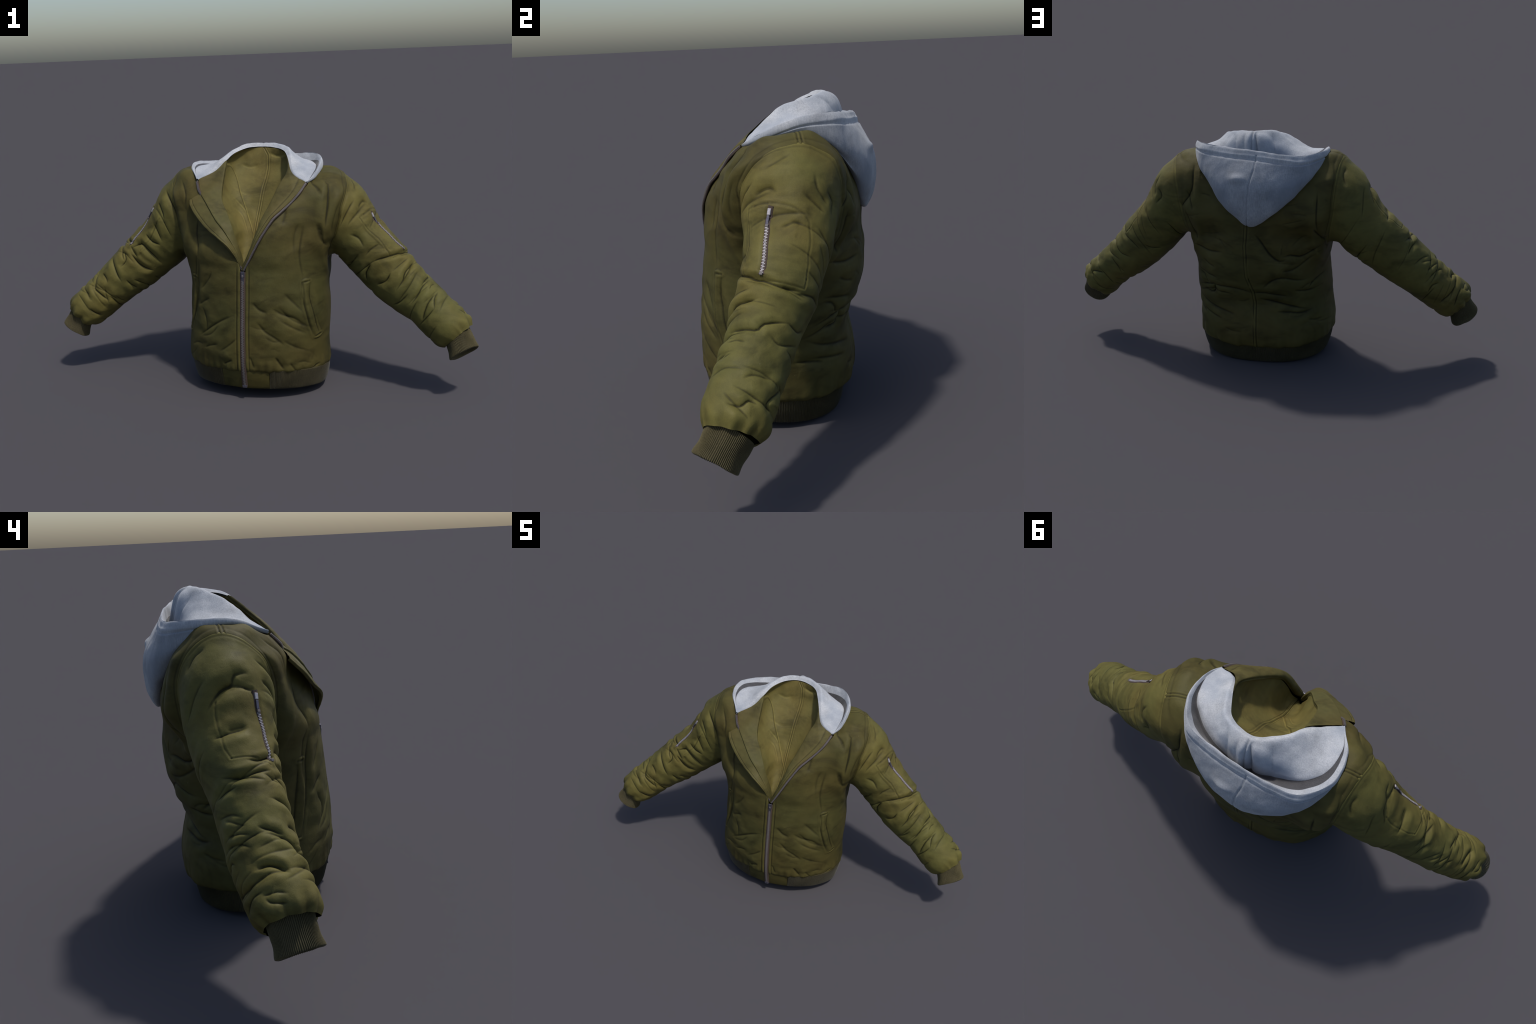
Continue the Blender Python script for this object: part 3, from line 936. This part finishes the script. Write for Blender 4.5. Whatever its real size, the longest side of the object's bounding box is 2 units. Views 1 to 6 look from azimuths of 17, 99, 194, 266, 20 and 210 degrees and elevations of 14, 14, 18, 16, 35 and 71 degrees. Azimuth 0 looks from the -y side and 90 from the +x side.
def cuff_grid(side):
    n_rib = 84
    n = n_rib * 6
    rows = CUFF_R if side > 0 else CUFF_L
    lean = -.45 if side > 0 else -.22
    rings = [arm_ring(r, side, lean, n) for r in rows]
    last = rows[-1]
    down = np.array([side * .5, lean, -.8]) * .004
    rings.append(arm_ring(last[:3] + (last[3] - .002, last[4] - .002, last[5]), side, lean, n) + down)
    rings.append(arm_ring(last[:3] + (last[3] - .008, last[4] - .008, last[5]), side, lean, n) + down * .5)
    rings.append(arm_ring(rows[-2][:3] + (rows[-2][3] - .012, rows[-2][4] - .012, rows[-2][5]), side, lean, n))
    rings.append(arm_ring(rows[0][:3] + (.03, .03, rows[0][5]), side, lean, n))
    G = spline(np.array(rings), 40)
    N = grid_normals(G, True) * (-side)
    th = np.linspace(0, 2 * np.pi, n, endpoint=False)
    rib = .0014 * np.cos(th * n_rib)
    w = np.where(np.arange(40) < 26, 1.0, 0.0)
    V = G.reshape(-1, 3)
    wob = .004 * noise3(V * 22).reshape(40, n)
    return G + N * (rib[None] * w[:, None] + wob)[:, :, None]


sleeves = {}
for s in (1, -1):
    G, N = sleeve_relief(sleeve_grid(s), s)
    sleeves[s] = (G, N)
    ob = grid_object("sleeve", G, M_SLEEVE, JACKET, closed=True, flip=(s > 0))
    grid_object("ribbed_cuff", cuff_grid(s), M_RIB, ob, closed=True, flip=(s > 0))

# ------------------------------------------------------------------ lapels
def strip(outer, inner, n=150, m=26, puff=.009, tuck=.014, side=1, deep=.006):
    """Cloth roll: from a free outer edge over the breast to the fold, then back inside."""
    O, I = even(spline(outer, 200), n), even(spline(inner, 200), n)
    T = np.gradient(O, axis=0)
    A = I - O
    Nn = np.cross(T, A)
    Nn /= np.linalg.norm(Nn, axis=1)[:, None] + 1e-9
    Nn *= np.sign(Nn @ np.array([0, -1.0, .6]))[:, None]
    width = np.linalg.norm(A, axis=1)
    p = np.clip(width / .03, 0, 1)[:, None]
    rows = [O + A * .30 - Nn * .010 * p, O + A * .03 - Nn * .007 * p, O - Nn * .001, O + A * .04 + Nn * .004 * p, O + A * .28 + Nn * puff * p, O + A * .55 + Nn * puff * p,
            O + A * .82 + Nn * puff * .8 * p, I + Nn * .002 * p, I - Nn * deep * p + A * .02, I + A * .04 - Nn * (deep + .006) * p, I - A * .10 - Nn * tuck * p]
    G = spline(np.array(rows), m * 3)
    return G, Nn


def lapel(name, outer, inner, side, mat, parent, stitch=None, top=None, **kw):
    G, Nn = strip(outer, inner, side=side, **kw)
    if top is not None:
        # bend the upper end so that it meets the hood along the neck seam
        n = G.shape[1]
        a, b = even(spline(outer, 200), n)[-1], even(spline(inner, 200), n)[-1]
        path = even(spline(top, 100), 60)
        share = np.clip(((G[:, -1] - a) @ (b - a)) / ((b - a) @ (b - a)), 0, 1)
        on = np.stack([np.interp(share, np.linspace(0, 1, 60), path[:, k]) for k in range(3)], 1)
        pull = on - (a + share[:, None] * (b - a))
        w = smooth(.72, 1.0, np.linspace(0, 1, n)) ** 1.5
        G = G + pull[:, None, :] * w[None, :, None]
    V = G.reshape(-1, 3)
    N = grid_normals(G)
    if (N[len(N) // 2] @ np.array([0, -1.0, .5])).mean() < 0:
        N = -N
        flip = True
    else:
        flip = False
    H = .0035 * noise3(V * np.array([12, 12, 12.0]) + side) + .0015 * noise3(V * 40)
    r = G.shape[0]
    k = np.repeat(np.arange(r), G.shape[1]) / (r - 1.0)
    if stitch:
        for pos, wd, dp in stitch:
            H -= dp * np.exp(-((k - pos) / wd) ** 2)
    G = G + N * H.reshape(G.shape[:2])[:, :, None]
    return grid_object(name, G, mat, parent, flip=flip)


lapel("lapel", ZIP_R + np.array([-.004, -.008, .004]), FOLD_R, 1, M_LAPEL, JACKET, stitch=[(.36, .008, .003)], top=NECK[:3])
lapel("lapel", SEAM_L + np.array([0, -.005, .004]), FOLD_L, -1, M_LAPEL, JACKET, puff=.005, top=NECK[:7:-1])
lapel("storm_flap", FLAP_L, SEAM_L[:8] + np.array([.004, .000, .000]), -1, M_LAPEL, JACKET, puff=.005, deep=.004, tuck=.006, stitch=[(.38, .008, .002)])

# ------------------------------------------------------------------ hood
#   each line runs from the collar corner at x > 0, round the back, to the corner at x < 0
H_NECK = NECK
H_CREST = [(.262, -.090, .949), (.205, -.060, .986), (.172, .022, 1.055), (.130, .108, 1.078), (.062, .145, 1.090), (-.003, .152, 1.091),
           (-.068, .122, 1.090), (-.120, .070, 1.070), (-.155, .014, 1.036), (-.192, -.038, .992), (-.239, -.090, .957)]
H_SLOPE = [(.266, -.088, .952), (.238, -.026, .992), (.210, .051, 1.026), (.157, .129, 1.040), (.073, .181, 1.056), (-.010, .188, 1.066),
           (-.092, .162, 1.042), (-.160, .119, 1.025), (-.214, .055, 1.008), (-.236, -.020, .988), (-.242, -.088, .958)]
H_VALLEY = [(.266, -.087, .952), (.279, -.022, .989), (.256, .076, 1.012), (.184, .146, 1.008), (.088, .194, 1.004), (-.012, .212, .985),
            (-.104, .188, .984), (-.198, .160, .986), (-.262, .100, .996), (-.278, .006, .995), (-.244, -.086, .957)]
H_DEEP = [(.268, -.086, .951), (.284, -.018, .985), (.268, .088, .998), (.196, .164, .965), (.092, .210, .955), (-.013, .222, .950),
          (-.112, .206, .950), (-.202, .178, .968), (-.270, .112, .992), (-.282, .008, .993), (-.246, -.086, .957)]
H_RIM_IN = [(.268, -.090, .952), (.280, -.022, .990), (.277, .085, 1.030), (.215, .182, 1.033), (.098, .216, 1.022), (-.012, .230, 1.016),
            (-.125, .230, 1.004), (-.215, .212, .998), (-.290, .130, 1.006), (-.290, .012, 1.000), (-.246, -.088, .960)]
H_RIM = [(.266, -.093, .950), (.293, -.028, .985), (.291, .090, 1.032), (.226, .194, 1.040), (.104, .226, 1.027), (-.012, .241, 1.021),
         (-.133, .242, 1.008), (-.228, .224, 1.001), (-.307, .135, 1.010), (-.303, .015, 1.006), (-.243, -.092, .958)]
H_ROLL = [(.264, -.093, .944), (.299, -.028, .972), (.298, .092, 1.018), (.232, .202, 1.026), (.107, .234, 1.013), (-.013, .249, 1.007),
          (-.136, .250, .994), (-.234, .231, .987), (-.313, .137, .996), (-.309, .016, .996), (-.242, -.093, .954)]
H_HEM = [(.262, -.090, .941), (.296, -.020, .962), (.297, .096, 1.000), (.235, .208, 1.004), (.110, .245, .992), (-.015, .260, .986),
         (-.142, .260, .973), (-.240, .238, .966), (-.312, .138, .980), (-.304, .020, .986), (-.240, -.090, .949)]
H_BELLY = [(.258, -.084, .940), (.286, -.010, .960), (.282, .125, .978), (.228, .228, .925), (.128, .290, .890), (-.020, .316, .872),
           (-.156, .292, .872), (-.248, .240, .900), (-.306, .150, .955), (-.296, .030, .980), (-.236, -.084, .949)]
H_LOWER = [(.256, -.080, .940), (.276, .0, .962), (.268, .150, .962), (.190, .240, .872), (.120, .290, .800), (-.010, .314, .758),
           (-.138, .290, .786), (-.228, .236, .862), (-.296, .150, .945), (-.290, .040, .978), (-.234, -.080, .949)]
H_BOTTOM = [(.252, -.078, .940), (.268, .006, .962), (.256, .165, .950), (.172, .244, .850), (.088, .268, .748), (-.002, .285, .694),
            (-.086, .276, .734), (-.205, .226, .848), (-.284, .150, .938), (-.284, .042, .976), (-.232, -.078, .949)]
H_TUCK = [(.246, -.076, .940), (.240, .010, .962), (.225, .150, .950), (.140, .215, .870), (.065, .235, .780), (-.002, .248, .708),
          (-.065, .235, .770), (-.160, .205, .870), (-.250, .135, .938), (-.260, .040, .972), (-.228, -.076, .949)]


HOOD_FOLDS = [([(-.012, .135), (-.010, .175), (-.030, .225)], .016, .020), ([(.130, .070), (.100, .140), (.070, .210)], .016, .008), ([(-.06, .12), (-.09, .16), (-.10, .20)], .018, .006),
              ([(.045, .12), (.040, .16), (.035, .21)], .014, .006)]


def hood():
    lines = [H_NECK, H_CREST, H_SLOPE, H_VALLEY, H_DEEP, H_RIM_IN, H_RIM, H_ROLL, H_HEM, H_BELLY, H_LOWER, H_BOTTOM, H_TUCK]
    U = np.array([even(spline(np.array(l), 300), 320) for l in lines])
    # the rim is one thin rolled edge
    inward = np.array([.0, .07, 0]) - U[6] * np.array([1, 1, 0])
    U[5] = U[6] + inward / (np.linalg.norm(inward, axis=1)[:, None] + 1e-6) * .008 + np.array([0, 0, -.005])
    steps = np.array([0, .6, 1.6, 2.7, 3.4, 4.4, 4.85, 5.3, 5.8, 7.4, 8.8, 10, 10.6])
    steps /= steps[-1]
    t = np.interp(np.linspace(0, 1, 240), steps, np.arange(len(lines)) / (len(lines) - 1.0))
    G = spline(U, 0, t=t)
    lin = np.linspace(0, 1, 240)
    G = blur_rows(G, 2)
    N = grid_normals(G)
    if (N[np.argmin(np.abs(lin - steps[9])), 160] @ np.array([0, 1.0, .2])) < 0:
        N = -N
        flip = True
    else:
        flip = False
    V = G.reshape(-1, 3)
    row = np.repeat(lin, 320)
    H = .004 * noise3(V * 13) + .0025 * noise3(V * np.array([30, 30, 22.0]) + 4)
    fade = smooth(0, .12, np.tile(np.linspace(0, 1, 320), 240)) * smooth(1, .88, np.tile(np.linspace(0, 1, 320), 240))
    # topstitching under the rim, and the centre seams
    H -= fade * .004 * np.exp(-((row - steps[8]) / .010) ** 2)
    outer = (row > steps[7])
    xs = np.interp(V[:, 2], [.70, .80, .89, .95, 1.0], [.012, .0, -.010, -.026, -.030])
    H -= outer * .0035 * np.exp(-((V[:, 0] - xs) / .0028) ** 2)
    inner = (row < steps[4]) & (V[:, 1] > .05)
    H -= inner * smooth(0, steps[2], row) * (.005 * np.exp(-((V[:, 0] - .004) / .004) ** 2) - .004 * np.exp(-((V[:, 0] - .016) / .010) ** 2))
    flat = V[:, :2]
    for line, w, d in HOOD_FOLDS:
        H += (row < steps[4]) * smooth(steps[1], steps[2], row) * fold(flat, line, w, d)
    H += outer * (.013 * np.exp(-((V[:, 0] - .045) / .032) ** 2 - ((V[:, 2] - .908) / .018) ** 2))
    # small gathers along the neck edge
    H += fade * .002 * noise3(np.stack([V[:, 0] * 45, V[:, 1] * 45, V[:, 2] * 8], 1)) * smooth(.16, .03, row)
    G = (V + N.reshape(-1, 3) * H[:, None]).reshape(G.shape)
    k = int(np.argmin(np.abs(lin - .5 * (steps[3] + steps[4]))))
    k2 = int(np.argmin(np.abs(lin - .6 * steps[5] - .4 * steps[4])))
    k3 = int(np.argmin(np.abs(lin - steps[8])))
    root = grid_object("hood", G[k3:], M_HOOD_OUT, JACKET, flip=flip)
    grid_object("hood_rim", G[k2:k3 + 1], M_HOOD_RIM, root, flip=flip)
    grid_object("hood_inside", G[:k + 1], M_HOOD, root, flip=flip)
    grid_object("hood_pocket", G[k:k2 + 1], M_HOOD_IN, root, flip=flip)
    return G


hood_grid = hood()

# ------------------------------------------------------------------ zippers
def zipper_run(C, N, spacing, half, tooth, thick, rows=2, split=None):
    """Two interlocking rows of teeth along curve C with surface normals N."""
    L = np.concatenate([[0], np.cumsum(np.linalg.norm(np.diff(C, axis=0), axis=1))])
    n = int(L[-1] / spacing)
    V, F = [], []
    for i in range(n):
        s = (i + .5) * spacing
        p = np.array([np.interp(s, L, C[:, k]) for k in range(3)])
        q = np.array([np.interp(min(s + .002, L[-1]), L, C[:, k]) for k in range(3)])
        nn = np.array([np.interp(s, L, N[:, k]) for k in range(3)])
        nn /= np.linalg.norm(nn)
        t = q - p
        t /= np.linalg.norm(t) + 1e-9
        b = np.cross(nn, t)
        for sd in ((-1, 1) if rows == 2 else (rows,)):
            if rows == 2 and (i % 2) != (sd > 0):
                continue
            c = p + b * (half * .35 * sd if rows == 2 else 0) + nn * thick
            v, f = box(c, b * half, t * tooth, nn * thick)
            F += [tuple(x + len(V) for x in g) for g in f]
            V += v
    return V, F


def ribbon(name, C, N, half, lift, mat, parent, thick=.0015):
    T = np.gradient(C, axis=0)
    T /= np.linalg.norm(T, axis=1)[:, None]
    B = np.cross(N, T)
    B /= np.linalg.norm(B, axis=1)[:, None]
    prof = [(-half, lift - thick * 2), (-half, lift), (-half * .5, lift + thick), (0, lift + thick * .6), (half * .5, lift + thick), (half, lift), (half, lift - thick * 2)]
    G = np.array([C + B * a + N * h for a, h in prof])
    return grid_object(name, G, mat, parent)


def front_surface(xs, zs):
    """Height of the front of the closed torso at x, z."""
    V = np.concatenate([torso_base[s][0][:, :60].reshape(-1, 3) for s in (1, -1)])
    V = V[V[:, 1] < 0]
    out = []
    for x, z in zip(xs, zs):
        d = (V[:, 0] - x) ** 2 + (V[:, 2] - z) ** 2
        k = np.argsort(d)[:12]
        out.append(V[k, 1].mean())
    return np.array(out)


z = np.linspace(.062, .585, 120)
xz = .009 + .009 * z / .588
yy = front_surface(xz, np.maximum(z, .15))
low = z < .15
yhem = -.2965
yy[low] = yy[np.argmax(~low)] * smooth(.06, .15, z[low]) + yhem * (1 - smooth(.06, .15, z[low]))
C = np.stack([xz, yy, z], 1)
C = spline(np.concatenate([C[::10], C[-1:]]), 200)
Nz = np.tile(np.array([0, -1.0, 0]), (len(C), 1))
tape = ribbon("front_zipper", C, Nz, .0125, .000, M_TAPE, JACKET)
v, f = zipper_run(C, Nz, .0040, .0042, .0012, .0018)
mesh_object("zipper_teeth", v, f, M_TEETH, tape, shade=False, kind="stuff")
for CZ, sgn in ((ZIP_R, 1), (ZIP_L, -1)):
    c = even(spline(CZ, 200), 200) + np.array([.003 * sgn, -.006 if sgn > 0 else .004, .003 if sgn > 0 else -.002])
    if sgn < 0:
        c += smooth(.80, .90, np.linspace(0, 1, 200))[:, None] * np.array([-.003, -.010, .003])
    T = np.gradient(c, axis=0)
    T /= np.linalg.norm(T, axis=1)[:, None]
    nn = np.cross(T, np.array([1.0, 0, 0]))
    nn = np.array([.25 * sgn, -.8, .45]) - T * (T @ np.array([.25 * sgn, -.8, .45]))[:, None]
    nn /= np.linalg.norm(nn, axis=1)[:, None]
    ribbon("zipper_edge", c, nn, .006, -.001, M_TAPE, tape)
    v, f = zipper_run(c, nn, .0056, .0034, .0014, .0018, rows=1)
    mesh_object("zipper_teeth", v, f, M_TEETH, tape, shade=False, kind="stuff")


def bevel_box(name, center, ax, ay, az, mat, parent, width=.0008):
    v, f = box(center, np.array(ax), np.array(ay), np.array(az))
    ob = mesh_object(name, v, f, mat, parent, shade=False)
    m = ob.modifiers.new("round", "BEVEL")
    m.width = width
    m.segments = 2
    return ob


top = C[-1]
sl = bevel_box("zipper_slider", top + np.array([0, -.0035, -.010]), (.0085, 0, 0), (0, .0035, 0), (0, 0, .013), M_SLIDER, tape, .002)
bevel_box("pull_tab", top + np.array([0, -.0065, -.037]), (.0055, 0, 0), (0, .0014, 0), (0, 0, .019), M_SLIDER, tape, .001)
bevel_box("pull_tab", top + np.array([0, -.0075, -.017]), (.0032, 0, 0), (0, .0016, 0), (0, 0, .005), M_TEETH, tape, .001)
bevel_box("zipper_stop", C[0] + np.array([0, -.002, .002]), (.010, 0, 0), (0, .003, 0), (0, 0, .006), M_SLIDER, tape, .001)


# sleeve pocket zippers
def on_sleeve(side, pts, lift=0.0):
    """Points of the sleeve surface at (share of length, angle)."""
    G, N = sleeves[side]
    r, c = G.shape[:2]
    P = spline(np.array(pts, float), 60)
    out, nor = [], []
    for a, b in P:
        i, j = min(int(round(a * (r - 1))), r - 1), int(round((b % 360) / 360 * c)) % c
        out.append(G[i, j])
        nor.append(N[i, j])
    out, nor = np.array(out), np.array(nor)
    for _ in range(6):
        out[1:-1] = (out[:-2] + 2 * out[1:-1] + out[2:]) / 4
        nor[1:-1] = (nor[:-2] + 2 * nor[1:-1] + nor[2:]) / 4
    nor /= np.linalg.norm(nor, axis=1)[:, None]
    return out + nor * lift, nor


for s in (1, -1):
    P, Nn = on_sleeve(s, ARM_ZIP[s], .0)
    P = even(P, 60)
    tape = ribbon("pocket_zipper", P, Nn, .0100, .0005, M_TAPE, JACKET)
    v, f = zipper_run(P[18:], Nn[18:], .0048, .0042, .0014, .0016)
    mesh_object("zipper_teeth", v, f, M_BRIGHT, tape, shade=False, kind="stuff")
    T = P[12] - P[2]
    T /= np.linalg.norm(T)
    n0 = Nn[8]
    B = np.cross(n0, T)
    sl = bevel_box("zipper_slider", P[5] + n0 * .003, B * .0055, n0 * .003, T * .010, M_BRIGHT, tape, .0015)
    bevel_box("pull_tab", P[12] + n0 * .0055, B * .0042, n0 * .0015, T * .014, M_SLIDER, tape, .001)
    bevel_box("pull_tab", P[17] + n0 * .0045, B * .0048, n0 * .002, T * .004, M_TEETH, tape, .001)
    bevel_box("zipper_stop", P[-1] + Nn[-1] * .003, B * .005, Nn[-1] * .002, T * .004, M_TEETH, tape, .001)
